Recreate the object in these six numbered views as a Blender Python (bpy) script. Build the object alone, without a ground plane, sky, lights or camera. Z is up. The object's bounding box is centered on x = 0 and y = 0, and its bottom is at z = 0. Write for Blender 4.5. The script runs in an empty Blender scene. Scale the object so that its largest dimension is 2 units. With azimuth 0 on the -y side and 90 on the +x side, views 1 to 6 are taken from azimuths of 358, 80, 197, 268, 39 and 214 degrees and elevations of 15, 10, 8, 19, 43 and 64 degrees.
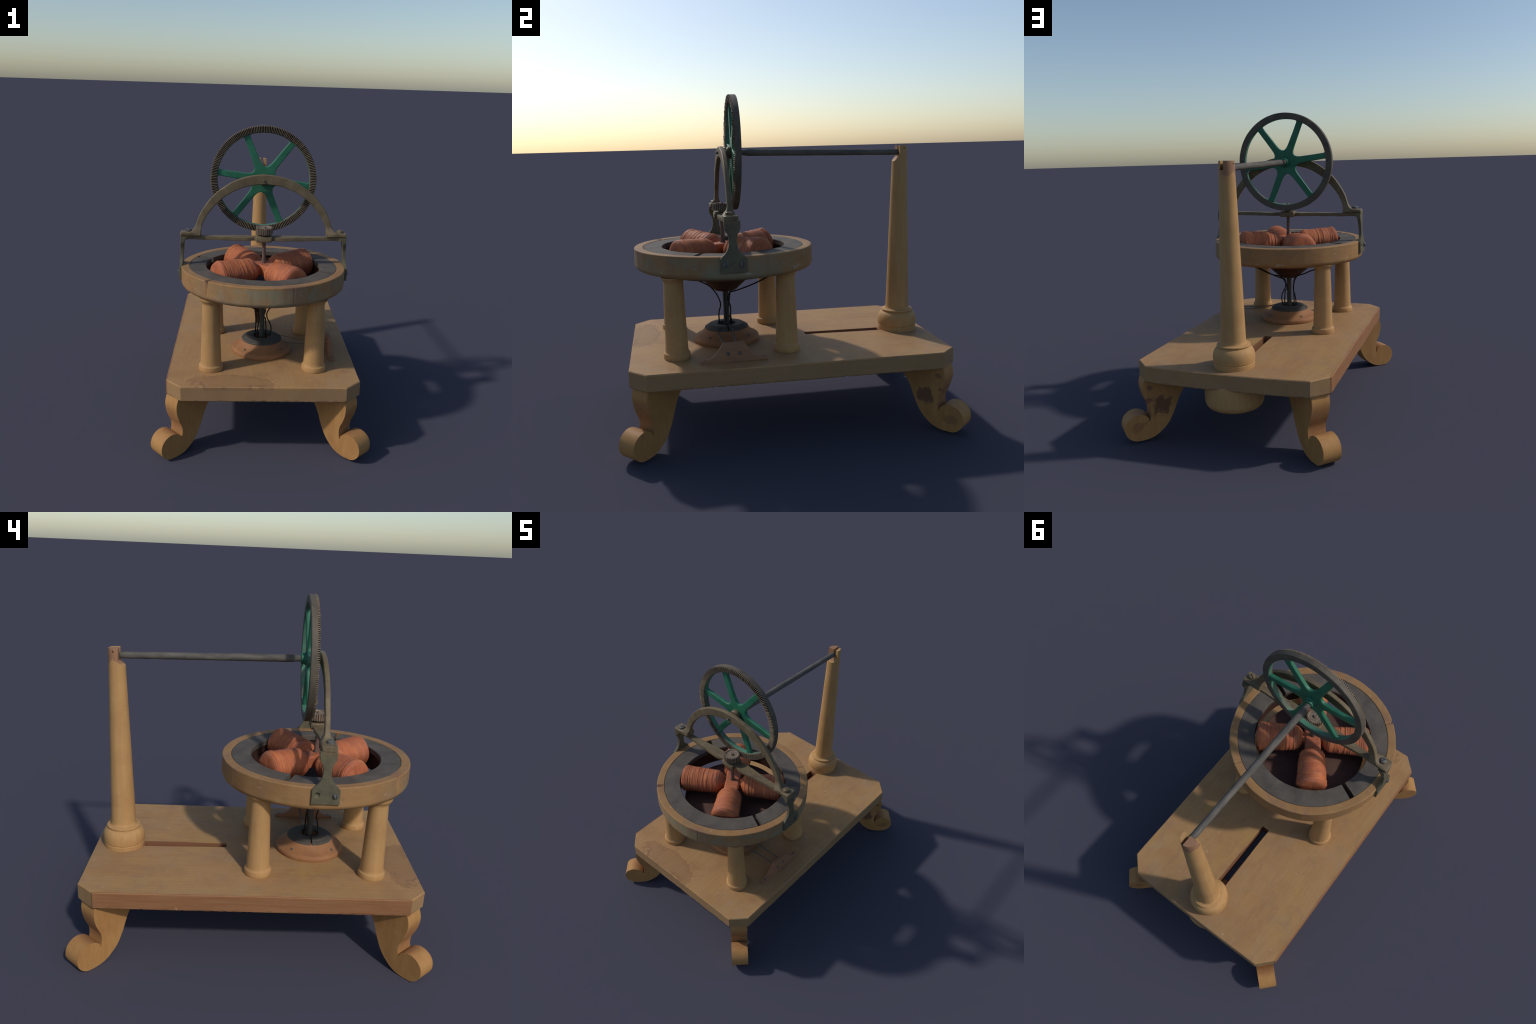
# A nineteenth-century demonstration electric motor: board on scroll feet, round table on four
# columns, iron ring, rotating cross of windings, pinion, big crown wheel, rod and post.
import bpy, bmesh, math, random
from mathutils import Vector, Matrix, noise

RND = random.Random(7)
pi, cos, sin = math.pi, math.cos, math.sin

# ------------------------------------------------------------------ helpers
def n1(p, s=1.0, o=0.0):
    return noise.noise(Vector((p[0] * s + o, p[1] * s - o, p[2] * s + 2 * o)))

def link(name, me, parent=None, mats=(), loc=(0, 0, 0), rot=(0, 0, 0), angle=35, flat=True):
    for m in mats:
        me.materials.append(m)
    for p in me.polygons:
        p.use_smooth = True
    me.set_sharp_from_angle(angle=math.radians(angle))
    ob = bpy.data.objects.new(name, me)
    bpy.context.scene.collection.objects.link(ob)
    ob.location, ob.rotation_euler = loc, rot
    ob.parent = parent
    if flat:
        wn = ob.modifiers.new('weighted', 'WEIGHTED_NORMAL')
        wn.keep_sharp = True
    return ob

def to_mesh(bm, name, tri=True):
    if tri:
        bmesh.ops.triangulate(bm, faces=[f for f in bm.faces if len(f.verts) > 4])
    bmesh.ops.recalc_face_normals(bm, faces=bm.faces)
    me = bpy.data.meshes.new(name)
    bm.to_mesh(me)
    bm.free()
    return me

def lathe_bm(profile, n=96, wobble=None, bm=None, closed=False):
    """Turn (r, z) points about the z axis; r = 0 closes with a pole."""
    bm = bm or bmesh.new()
    rings = []
    for k, (r, z) in enumerate(profile):
        if r < 1e-6:
            rings.append([bm.verts.new((0, 0, z))])
            continue
        ring = []
        for i in range(n):
            a = 2 * pi * i / n
            rr, zz = (r, z) if wobble is None else wobble(r, z, a)
            ring.append(bm.verts.new((rr * cos(a), rr * sin(a), zz)))
        rings.append(ring)
    pairs = list(zip(rings, rings[1:]))
    if closed:
        pairs.append((rings[-1], rings[0]))
    for A, B in pairs:
        for i in range(n):
            j = (i + 1) % n
            if len(A) == 1 and len(B) == 1:
                continue
            if len(A) == 1:
                bm.faces.new((A[0], B[i], B[j]))
            elif len(B) == 1:
                bm.faces.new((A[i], A[j], B[0]))
            else:
                bm.faces.new((A[i], A[j], B[j], B[i]))
    return bm

def arc(cx, cz, r, a0, a1, n):
    return [(cx + r * cos(math.radians(a0 + (a1 - a0) * i / n)),
             cz + r * sin(math.radians(a0 + (a1 - a0) * i / n))) for i in range(n + 1)]

def plate_bm(pts, t0, t1, bevel=0.003, seg=2, bm=None, axis='y'):
    """Extrude a 2D outline (a, b) between t0 and t1 and round the outline edges."""
    bm2 = bmesh.new()
    def co(a, b, t):
        return {'x': (t, a, b), 'y': (a, t, b), 'z': (a, b, t)}[axis]
    lo = [bm2.verts.new(co(a, b, t0)) for a, b in pts]
    hi = [bm2.verts.new(co(a, b, t1)) for a, b in pts]
    f0, f1 = bm2.faces.new(lo), bm2.faces.new(hi)
    n = len(pts)
    for i in range(n):
        j = (i + 1) % n
        bm2.faces.new((lo[i], lo[j], hi[j], hi[i]))
    bmesh.ops.recalc_face_normals(bm2, faces=bm2.faces)
    if bevel > 0:
        ed = list(set(f0.edges) | set(f1.edges))
        bmesh.ops.bevel(bm2, geom=ed, offset=bevel, segments=seg, affect='EDGES', profile=0.5, clamp_overlap=True)
    bmesh.ops.triangulate(bm2, faces=[f for f in bm2.faces if len(f.verts) > 4])
    if bm is None:
        return bm2
    me = bpy.data.meshes.new('tmp'); bm2.to_mesh(me); bm2.free()
    bm.from_mesh(me); bpy.data.meshes.remove(me)
    return bm

def box_bm(x0, x1, y0, y1, z0, z1, bevel=0.004, bm=None, seg=2):
    bm2 = bmesh.new()
    bmesh.ops.create_cube(bm2, size=1)
    for v in bm2.verts:
        v.co = Vector(((x0 + x1) / 2 + v.co.x * (x1 - x0), (y0 + y1) / 2 + v.co.y * (y1 - y0), (z0 + z1) / 2 + v.co.z * (z1 - z0)))
    if bevel:
        bmesh.ops.bevel(bm2, geom=list(bm2.edges), offset=bevel, segments=seg, affect='EDGES', profile=0.5)
    if bm is None:
        return bm2
    me = bpy.data.meshes.new('tmp'); bm2.to_mesh(me); bm2.free()
    bm.from_mesh(me); bpy.data.meshes.remove(me)
    return bm

def smooth_curve(ctrl, n=10):
    """Catmull-Rom through control points (any dimension)."""
    out = []
    P = [ctrl[0]] + list(ctrl) + [ctrl[-1]]
    for i in range(1, len(P) - 2):
        for k in range(n):
            t = k / n
            out.append(tuple(0.5 * (2 * b + (c - a) * t + (2 * a - 5 * b + 4 * c - d) * t * t + (3 * b - a - 3 * c + d) * t ** 3)
                             for a, b, c, d in zip(P[i - 1], P[i], P[i + 1], P[i + 2])))
    out.append(tuple(ctrl[-1]))
    return out

def tube_bm(path, radius, n=10, bm=None, flat=1.0):
    bm = bm or bmesh.new()
    P = [Vector(p) for p in path]
    rings = []
    up = Vector((0.13, 0.2, 1)).normalized()
    for i, p in enumerate(P):
        t = (P[min(i + 1, len(P) - 1)] - P[max(i - 1, 0)]).normalized()
        a = t.cross(up)
        if a.length < 0.05:
            a = t.cross(Vector((0, 1, 0)))
        a.normalize()
        b = a.cross(t).normalized()
        r = radius(i / (len(P) - 1)) if callable(radius) else radius
        rings.append([bm.verts.new(p + a * r * cos(2 * pi * k / n) + b * r * flat * sin(2 * pi * k / n)) for k in range(n)])
    for A, B in zip(rings, rings[1:]):
        for k in range(n):
            bm.faces.new((A[k], A[(k + 1) % n], B[(k + 1) % n], B[k]))
    bm.faces.new(rings[0]); bm.faces.new(rings[-1])
    return bm

def roughen(bm, amp, scale, off=0.0):
    bm.normal_update()
    for v in bm.verts:
        v.co += v.normal * amp * n1(v.co, scale, off)

# ------------------------------------------------------------------ materials
class NT:
    def __init__(self, name, rough=0.6, spec=0.3, metallic=0.0):
        self.m = bpy.data.materials.new(name)
        self.m.use_nodes = True
        self.t = self.m.node_tree
        self.t.nodes.clear()
        self.out = self.t.nodes.new('ShaderNodeOutputMaterial')
        self.b = self.t.nodes.new('ShaderNodeBsdfPrincipled')
        self.t.links.new(self.b.outputs[0], self.out.inputs[0])
        self.b.inputs['Roughness'].default_value = rough
        self.b.inputs['Specular IOR Level'].default_value = spec
        self.b.inputs['Metallic'].default_value = metallic
        self.tc = self.t.nodes.new('ShaderNodeTexCoord')

    def put(self, v, sock):
        if hasattr(v, 'is_output'):
            self.t.links.new(v, sock)
        else:
            if sock.type == 'RGBA' and len(v) == 3:
                v = (*v, 1)
            sock.default_value = v

    def coord(self, scale=(1, 1, 1), loc=(0, 0, 0), rot=(0, 0, 0), src='Object'):
        mp = self.t.nodes.new('ShaderNodeMapping')
        self.t.links.new(self.tc.outputs[src], mp.inputs[0])
        mp.inputs['Scale'].default_value = scale
        mp.inputs['Location'].default_value = loc
        mp.inputs['Rotation'].default_value = rot
        return mp.outputs[0]

    def noise(self, vec, scale=5, detail=4, rough=0.55, dist=0.0):
        n = self.t.nodes.new('ShaderNodeTexNoise')
        self.put(vec, n.inputs['Vector'])
        for k, v in (('Scale', scale), ('Detail', detail), ('Roughness', rough), ('Distortion', dist)):
            n.inputs[k].default_value = v
        return n.outputs['Fac']

    def ramp(self, fac, stops, interp='LINEAR'):
        r = self.t.nodes.new('ShaderNodeValToRGB')
        r.color_ramp.interpolation = interp
        el = r.color_ramp.elements
        while len(el) < len(stops):
            el.new(0.5)
        for e, (p, c) in zip(el, stops):
            e.position = p
            e.color = (c, c, c, 1) if not hasattr(c, '__len__') else (*c, 1)
        self.put(fac, r.inputs[0])
        return r.outputs[0]

    def mix(self, fac, a, b, mode='MIX'):
        m = self.t.nodes.new('ShaderNodeMix')
        m.data_type = 'RGBA'
        m.blend_type = mode
        self.put(fac, m.inputs[0]); self.put(a, m.inputs[6]); self.put(b, m.inputs[7])
        return m.outputs[2]

    def math(self, op, a, b=0.0, clamp=False):
        m = self.t.nodes.new('ShaderNodeMath')
        m.operation = op
        m.use_clamp = clamp
        self.put(a, m.inputs[0]); self.put(b, m.inputs[1])
        return m.outputs[0]

    def xyz(self, vec):
        s = self.t.nodes.new('ShaderNodeSeparateXYZ')
        self.put(vec, s.inputs[0])
        return s.outputs

    def box(self, co, a, b, soft):
        """1 inside a..b along one coordinate, with soft edges."""
        lo = self.math('MULTIPLY', self.math('SUBTRACT', co, a - soft), 1 / soft, True) if a is not None else 1.0
        hi = self.math('MULTIPLY', self.math('SUBTRACT', b + soft, co), 1 / soft, True) if b is not None else 1.0
        return self.math('MULTIPLY', lo, hi)

    def bump(self, h, strength=0.3, dist=0.004):
        n = self.t.nodes.new('ShaderNodeBump')
        n.inputs['Strength'].default_value = strength
        n.inputs['Distance'].default_value = dist
        self.put(h, n.inputs['Height'])
        self.t.links.new(n.outputs[0], self.b.inputs['Normal'])

    def done(self, col):
        self.put(col, self.b.inputs['Base Color'])
        return self.m

def wood_material(name, light, mid, dark, grain=(18, 1.6, 18), extra=None, rough=0.62):
    k = NT(name, rough, 0.18)
    g = k.noise(k.coord(grain), 3.0, 6, 0.6, 0.4)
    blot = k.noise(k.coord((1, 1, 1)), 4.5, 5, 0.6, 0.5)
    fine = k.noise(k.coord((1, 1, 1)), 60, 3, 0.6)
    col = k.mix(k.ramp(g, [(0.32, 0), (0.68, 1)]), mid, light)
    col = k.mix(k.ramp(blot, [(0.45, 0), (0.75, 0.75)]), col, dark)
    col = k.mix(k.ramp(fine, [(0.66, 0), (0.74, 0.35)]), col, tuple(c * 0.6 for c in dark))
    if extra:
        col = extra(k, col)
    k.bump(k.math('ADD', k.math('MULTIPLY', g, 0.6), k.math('MULTIPLY', fine, 0.4)), 0.25, 0.002)
    return k.done(col)

OAK_L, OAK_M, OAK_D = (0.3936, 0.2306, 0.1015), (0.3504, 0.1972, 0.08272), (0.2976, 0.1535, 0.0658)

def board_extra(k, col):
    x, y, z = k.xyz(k.coord())
    big = k.noise(k.coord((1, 1, 1)), 9, 6, 0.65)
    # patina: rosy, yellowish and greyish clouds
    for off, sc_, c_, a_ in (((1, 7, 3), 3.2, (0.37, 0.215, 0.115), 0.5), ((5, 2, 8), 5.0, (0.40, 0.235, 0.07), 0.5), ((9, 4, 1), 7.0, (0.31, 0.225, 0.14), 0.4), ((3, 3, 9), 16.0, (0.24, 0.14, 0.085), 0.35)):
        cl = k.noise(k.coord((1, 0.6, 1), off), sc_, 6, 0.65, 0.4)
        col = k.mix(k.ramp(cl, [(0.52, 0), (0.68, a_)]), col, c_)
    # water stain with a dark rim beside the front corner
    dx = k.math('MULTIPLY', k.math('ADD', x, 0.20), 1 / 0.25)
    dy = k.math('MULTIPLY', k.math('ADD', y, 0.865), 1 / 0.11)
    d = k.math('ADD', k.math('MULTIPLY', dx, dx), k.math('MULTIPLY', dy, dy))
    d = k.math('ADD', d, k.math('MULTIPLY', k.math('SUBTRACT', big, 0.5), 3.4))
    inside = k.ramp(d, [(0.80, 1), (0.95, 0)])
    rim = k.ramp(d, [(0.55, 0), (0.80, 1), (0.92, 0)])
    top = k.box(z, 0.46, None, 0.01)
    col = k.mix(k.math('MULTIPLY', k.math('MULTIPLY', inside, top), 0.55), col, (0.255, 0.14, 0.068))
    col = k.mix(k.math('MULTIPLY', k.math('MULTIPLY', rim, k.math('MULTIPLY', top, k.ramp(big, [(0.4, 0.2), (0.6, 1)]))), 0.55), col, (0.16, 0.08, 0.05))
    edge = k.box(z, None, 0.462, 0.005)
    col = k.mix(k.math('MULTIPLY', edge, 0.45), col, (0.25, 0.16, 0.088))
    # raw reddish flank of the board
    side = k.box(x, None, -0.585, 0.003)
    streak = k.noise(k.coord((40, 2, 40)), 2, 4, 0.6)
    col = k.mix(k.math('MULTIPLY', side, k.ramp(streak, [(0.3, 0.55), (0.7, 0.95)])), col, (0.215, 0.088, 0.04))
    slot = k.math('MULTIPLY', k.math('MULTIPLY', k.box(x, -0.032, 0.032, 0.002), k.box(y, 0.14, 0.65, 0.01)), k.box(z, None, 0.4675, 0.001))
    col = k.mix(k.math('MULTIPLY', slot, 0.85), col, (0.19, 0.08, 0.042))
    # long dark grain scratches
    scr = k.noise(k.coord((90, 2.2, 90), (0.3, 0.2, 0)), 1.2, 3, 0.5)
    col = k.mix(k.ramp(scr, [(0.70, 0), (0.76, 0.5)]), col, (0.2, 0.12, 0.08))
    # pale scuffs
    sc = k.noise(k.coord((1, 1, 1), (3, 1, 0)), 26, 4, 0.7)
    col = k.mix(k.ramp(sc, [(0.66, 0), (0.73, 0.5)]), col, (0.5, 0.42, 0.34))
    return col

def leg_extra(k, col):
    # crease shade tinted reddish brown into the hollow of the front edge
    x, y, z = k.xyz(k.coord())
    front = k.math('MULTIPLY', k.box(y, -0.055, 0.055, 0.003), k.math('MULTIPLY', k.box(x, -0.06, 0.02, 0.02), k.box(z, 0.15, 0.29, 0.04)))
    n = k.noise(k.coord((1, 1, 1)), 18, 4, 0.6)
    return k.mix(k.math('MULTIPLY', front, k.ramp(n, [(0.3, 0.25), (0.7, 0.75)])), col, (0.26, 0.115, 0.055))

def stained_extra(k, col):
    col = leg_extra(k, col)
    x, y, z = k.xyz(k.coord())
    n = k.noise(k.coord((1, 1, 1), (0.4, 0, 0.1)), 16, 5, 0.6)
    for cx, cz, r, f in ((-0.115, 0.205, 0.062, 1.0), (-0.04, 0.325, 0.022, 0.8), (-0.03, 0.245, 0.018, 0.8), (0.03, 0.09, 0.04, 0.5)):
        dx, dz = k.math('SUBTRACT', x, cx), k.math('SUBTRACT', z, cz)
        d = k.math('SQRT', k.math('ADD', k.math('MULTIPLY', dx, dx), k.math('MULTIPLY', dz, dz)))
        d = k.math('ADD', k.math('MULTIPLY', d, 0.5 / r), k.math('MULTIPLY', k.math('SUBTRACT', n, 0.5), 1.6))
        col = k.mix(k.math('MULTIPLY', k.ramp(d, [(0.34, 1), (0.50, 0)]), 0.8 * f), col, (0.13, 0.06, 0.042))
    return col

def ring_extra(k, col):
    x, y, z = k.xyz(k.coord())
    patch = k.noise(k.coord((1, 1, 0.8)), 7, 5, 0.6)
    area = k.math('MULTIPLY', k.box(y, None, -0.25, 0.35), k.box(x, -0.15, None, 0.35))
    side = k.box(z, None, 1.062, 0.004)
    m = k.math('MULTIPLY', k.math('MULTIPLY', area, side), k.ramp(patch, [(0.40, 0.1), (0.55, 0.85)]))
    col = k.mix(m, col, (0.225, 0.2, 0.13))
    drip = k.noise(k.coord((1, 1, 0.25), (2, 8, 1)), 16, 4, 0.6)
    col = k.mix(k.math('MULTIPLY', area, k.ramp(drip, [(0.54, 0), (0.62, 0.65)])), col, (0.24, 0.145, 0.08))
    worn = k.noise(k.coord((1, 1, 1), (1, 5, 2)), 10, 5, 0.6)
    col = k.mix(k.ramp(worn, [(0.56, 0), (0.66, 0.6)]), col, (0.23, 0.13, 0.085))
    pale = k.noise(k.coord((1, 1, 2), (7, 5, 2)), 14, 4, 0.6)
    col = k.mix(k.ramp(pale, [(0.63, 0), (0.75, 0.6)]), col, (0.45, 0.37, 0.28))
    return col

def post_extra(k, col):
    x, y, z = k.xyz(k.coord())
    edge = k.noise(k.coord((1, 1, 0.4)), 14, 3, 0.5)
    h = k.math('ADD', z, k.math('MULTIPLY', k.math('SUBTRACT', edge, 0.5), 0.16))
    bare = k.math('MULTIPLY', k.box(x, None, 0.004, 0.03), k.ramp(k.math('MULTIPLY', k.math('SUBTRACT', h, 1.5), 10), [(0.50, 0), (0.56, 1)]))
    return k.mix(k.math('MULTIPLY', bare, 0.85), col, (0.27, 0.14, 0.085))

BOARD = wood_material('waxed_board_wood', OAK_L, OAK_M, OAK_D, (22, 1.3, 22), board_extra)
TURNED = wood_material('turned_wood', (0.46, 0.272, 0.113), (0.41, 0.23, 0.092), (0.345, 0.18, 0.074), (18, 18, 1.4))
POSTWOOD = wood_material('post_wood', (0.46, 0.272, 0.113), (0.41, 0.23, 0.092), (0.345, 0.18, 0.074), (18, 18, 1.4), post_extra)
LEGWOOD = wood_material('foot_wood', (0.4128, 0.22, 0.0792), (0.3526, 0.176, 0.0612), (0.301, 0.132, 0.0468), (10, 10, 2.0), leg_extra)
STAINEDWOOD = wood_material('stained_foot_wood', (0.4128, 0.22, 0.0792), (0.3526, 0.176, 0.0612), (0.301, 0.132, 0.0468), (10, 10, 2.0), stained_extra)
RINGWOOD = wood_material('table_wood', (0.33, 0.1865, 0.0784), (0.2904, 0.1571, 0.064), (0.2288, 0.1134, 0.048), (4, 4, 14), ring_extra)
REDWOOD = wood_material('reddish_turned_wood', (0.342, 0.1672, 0.07216), (0.306, 0.1364, 0.05904), (0.216, 0.0924, 0.0492), (9, 9, 9))
BLOCKWOOD = wood_material('terminal_block_wood', (0.31, 0.155, 0.085), (0.27, 0.13, 0.07), (0.2, 0.1, 0.06), (14, 2, 14))

def metal(name, base, dark, light, rough=0.55, scale=14, met=0.25, extra=None, grain=(1, 1, 1)):
    k = NT(name, rough, 0.22, met * 0.3)
    a = k.noise(k.coord(grain), scale, 6, 0.65, 0.3)
    f = k.noise(k.coord(), 130, 3, 0.6)
    col = k.mix(k.ramp(a, [(0.35, 0), (0.6, 1)]), dark, base)
    col = k.mix(k.ramp(a, [(0.62, 0), (0.8, 0.8)]), col, light)
    col = k.mix(k.ramp(f, [(0.55, 0), (0.75, 0.3)]), col, tuple(c * 0.5 for c in dark))
    if extra:
        col = extra(k, col)
    k.bump(k.math('ADD', a, k.math('MULTIPLY', f, 0.5)), 0.3, 0.002)
    return k.done(col)

OLIVE = metal('weathered_olive_brass', (0.168, 0.128, 0.074), (0.115, 0.086, 0.052), (0.26, 0.21, 0.13))
BRACKET = metal('weathered_bracket_metal', (0.135, 0.118, 0.07), (0.09, 0.08, 0.052), (0.26, 0.225, 0.15))
IRON = metal('dark_iron', (0.112, 0.095, 0.078), (0.075, 0.064, 0.054), (0.155, 0.132, 0.105), 0.75, 8, 0.0)
RODIRON = metal('rod_iron', (0.125, 0.112, 0.095), (0.075, 0.07, 0.062), (0.19, 0.165, 0.135), 0.75, 9, 0.0, None, (4, 1, 4))
SHAFTIRON = metal('shaft_iron', (0.075, 0.075, 0.066), (0.05, 0.052, 0.048), (0.1, 0.1, 0.085), 0.5, 12)
RUSTY = metal('rusty_shaft', (0.15, 0.09, 0.07), (0.11, 0.07, 0.058), (0.2, 0.12, 0.09), 0.6, 20)
PINIONM = metal('pinion_steel', (0.24, 0.18, 0.13), (0.15, 0.11, 0.08), (0.33, 0.28, 0.23), 0.5, 22)
SCREWM = metal('screw_steel', (0.14, 0.135, 0.12), (0.09, 0.09, 0.085), (0.22, 0.21, 0.19), 0.45, 30, 0.4)
EBONITE = metal('dull_dark_cap', (0.09, 0.079, 0.066), (0.06, 0.053, 0.046), (0.15, 0.13, 0.1), 0.75, 12, 0.0)
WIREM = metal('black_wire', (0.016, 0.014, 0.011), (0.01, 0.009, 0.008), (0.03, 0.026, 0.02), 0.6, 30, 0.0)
LEADM = metal('lead_strip', (0.1, 0.1, 0.095), (0.07, 0.07, 0.07), (0.16, 0.15, 0.13), 0.5, 30, 0.2)
DISCM = metal('dark_varnished_disc', (0.125, 0.07, 0.055), (0.09, 0.05, 0.042), (0.17, 0.105, 0.082), 0.6, 9, 0.0)

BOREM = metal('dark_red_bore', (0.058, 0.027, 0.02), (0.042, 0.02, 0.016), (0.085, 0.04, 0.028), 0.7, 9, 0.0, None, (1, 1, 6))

def rim_extra(k, col):
    x, y, z = k.xyz(k.coord())
    r = k.math('SQRT', k.math('ADD', k.math('MULTIPLY', x, x), k.math('MULTIPLY', z, z)))
    w = k.noise(k.coord((1, 1, 1), (2, 3, 4)), 8, 4, 0.6)
    inner = k.math('MULTIPLY', k.box(r, None, 0.2985, 0.002), k.ramp(w, [(0.40, 0.15), (0.55, 0.85)]))
    return k.mix(inner, col, (0.06, 0.2, 0.13))
RIM = metal('gear_iron', (0.115, 0.096, 0.07), (0.075, 0.064, 0.052), (0.18, 0.145, 0.105), 0.6, 14, 0.2, rim_extra)
TEETH = metal('gear_teeth_iron', (0.2, 0.152, 0.1), (0.125, 0.096, 0.068), (0.28, 0.215, 0.14), 0.6, 30, 0.2)

def green_paint():
    k = NT('green_paint', 0.5, 0.4)
    a = k.noise(k.coord(), 10, 5, 0.6)
    w = k.noise(k.coord((1, 1, 1), (4, 1, 2)), 16, 6, 0.7)
    col = k.mix(k.ramp(a, [(0.35, 0), (0.7, 1)]), (0.012, 0.112, 0.058), (0.026, 0.16, 0.088))
    col = k.mix(k.ramp(w, [(0.62, 0), (0.70, 0.7)]), col, (0.10, 0.12, 0.075))
    k.bump(w, 0.2, 0.002)
    return k.done(col)
GREEN = green_paint()

def winding_material():
    """Painted cord: streaks run round the coil, across its local x axis."""
    k = NT('painted_winding', 0.6, 0.2)
    st = k.noise(k.coord((190, 4, 4)), 1.0, 6, 0.7, 0.5)
    st2 = k.noise(k.coord((260, 5, 5)), 1.0, 3, 0.6)
    bl = k.noise(k.coord(), 11, 4, 0.6)
    dust = k.noise(k.coord((60, 9, 9), (2, 1, 4)), 1.0, 4, 0.7)
    col = k.mix(k.ramp(bl, [(0.35, 0), (0.65, 1)]), (0.37, 0.104, 0.048), (0.50, 0.155, 0.058))
    col = k.mix(k.ramp(st, [(0.34, 0.8), (0.49, 0)]), col, (0.24, 0.066, 0.04))
    col = k.mix(k.ramp(st2, [(0.30, 0.4), (0.43, 0)]), col, (0.2, 0.06, 0.045))
    col = k.mix(k.ramp(dust, [(0.52, 0), (0.70, 0.65)]), col, (0.38, 0.2, 0.14))
    grime = k.noise(k.coord((1, 1, 1), (6, 2, 1)), 7, 5, 0.65)
    col = k.mix(k.ramp(grime, [(0.50, 0), (0.68, 0.55)]), col, (0.25, 0.10, 0.07))
    k.bump(k.math('ADD', st, st2), 0.6, 0.003)
    return k.done(col)
WINDING = winding_material()

# ------------------------------------------------------------------ the thing
root = bpy.data.objects.new('electric_motor', None)
bpy.context.scene.collection.objects.link(root)
root['label'] = 'antique electric motor with green gear wheel on wooden stand'
root['category'] = 'electric motor'
root.rotation_euler = (0, -0.013, -0.0125)     # it stands very slightly skewed

CX, CY = 0.0, -0.343          # axis of the round table and of the rotor
Z0, Z1 = 0.377, 0.474         # board underside and top

# ---- board with chamfered corners and a slot
def board():
    hx, hl, hy, c = 0.588, 0.591, 0.925, 0.0955
    corner = [(-hl + c, -hy), (hx - c, -hy), (hx, -hy + c), (hx, hy - c), (hx - c, hy), (-hl + c, hy), (-hl, hy - c), (-hl, -hy + c)]
    def dense(poly, step):
        out = []
        for (a, b), (c2, d) in zip(poly, poly[1:] + poly[:1]):
            n = max(1, int(math.hypot(c2 - a, d - b) / step))
            for i in range(n):
                out.append((a + (c2 - a) * i / n, b + (d - b) * i / n))
        return out
    pts = dense(corner, 0.011)
    bm = bmesh.new()
    def ring(pts, inset, z, ragged, seed, sgn):
        vs = []
        n = len(pts)
        for i, (x, y) in enumerate(pts):
            px, py = pts[i - 1]; qx, qy = pts[(i + 1) % n]
            t = Vector((qx - px, qy - py)).normalized()
            nx, ny = -t.y * sgn, t.x * sgn
            r = random.Random(seed * 1000 + i)
            chip = ragged * (max(0, r.random() - 0.80) * 4) ** 1.0
            wob = 0.0012 * n1((x * 9, y * 9, z * 40))
            vs.append(bm.verts.new((x + nx * (inset + wob + chip * 0.4), y + ny * (inset + wob + chip * 0.4), z + chip)))
        return vs
    rings = [ring(pts, 0.005, Z0, 0.006, 1, 1), ring(pts, 0.0, Z0 + 0.006, 0.004, 2, 1), ring(pts, 0.0, Z0 + 0.016, 0, 3, 1), ring(pts, 0.0, Z1 - 0.005, 0, 3, 1), ring(pts, 0.0045, Z1, -0.001, 4, 1)]
    slot = dense([(-0.030, 0.153), (0.025, 0.153), (0.026, 0.637), (-0.029, 0.637)], 0.03)
    srings = [ring(slot, 0.0, Z0, 0, 5, -1), ring(slot, 0.0, Z1 - 0.002, 0, 6, -1), ring(slot, -0.001, Z1, 0, 7, -1)]
    for A, B in list(zip(rings, rings[1:])) + list(zip(srings, srings[1:])):
        n = len(A)
        for i in range(n):
            bm.faces.new((A[i], A[(i + 1) % n], B[(i + 1) % n], B[i]))
    for A, B in ((rings[0], srings[0]), (rings[-1], srings[-1])):
        ed = []
        for L in (A, B):
            for i in range(len(L)):
                ed.append(bm.edges.get((L[i], L[(i + 1) % len(L)])))
        bmesh.ops.triangle_fill(bm, use_beauty=True, use_dissolve=False, edges=ed)
    for v in bm.verts:                      # the old plank is not quite level
        v.co.z -= 0.003 * v.co.x + 0.0035 * v.co.y
        t = max(0.0, min(1.0, (v.co.y + 0.15) / 1.0))      # and has cupped towards the post end
        cup = (1 - (v.co.x / 0.59) ** 2) * t
        v.co.z -= 0.009 * cup
        if v.co.y > 0.9:
            v.co.y += 0.006 * cup
    return link('base_board', to_mesh(bm, 'base_board'), root, [BOARD])
board()

# ---- scroll feet: one S-shaped outline, cut from thick plank, set diagonally
def foot_outline():
    outer = smooth_curve([(-0.014, 0.385), (-0.002, 0.350), (0.001, 0.318), (-0.004, 0.280), (-0.020, 0.233), (-0.037, 0.195), (-0.0425, 0.160), (-0.037, 0.130), (-0.030, 0.116)], 5)
    scroll = arc(0.034, 0.087, 0.080, 152, -80, 22)
    under = smooth_curve([(0.030, 0.0075), (0.000, 0.0072), (-0.032, 0.012), (-0.062, 0.023), (-0.092, 0.040), (-0.127, 0.070), (-0.158, 0.112), (-0.187, 0.172), (-0.208, 0.226), (-0.235, 0.276), (-0.275, 0.325), (-0.325, 0.362), (-0.348, 0.385)], 4)
    return outer + scroll[1:] + under

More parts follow.
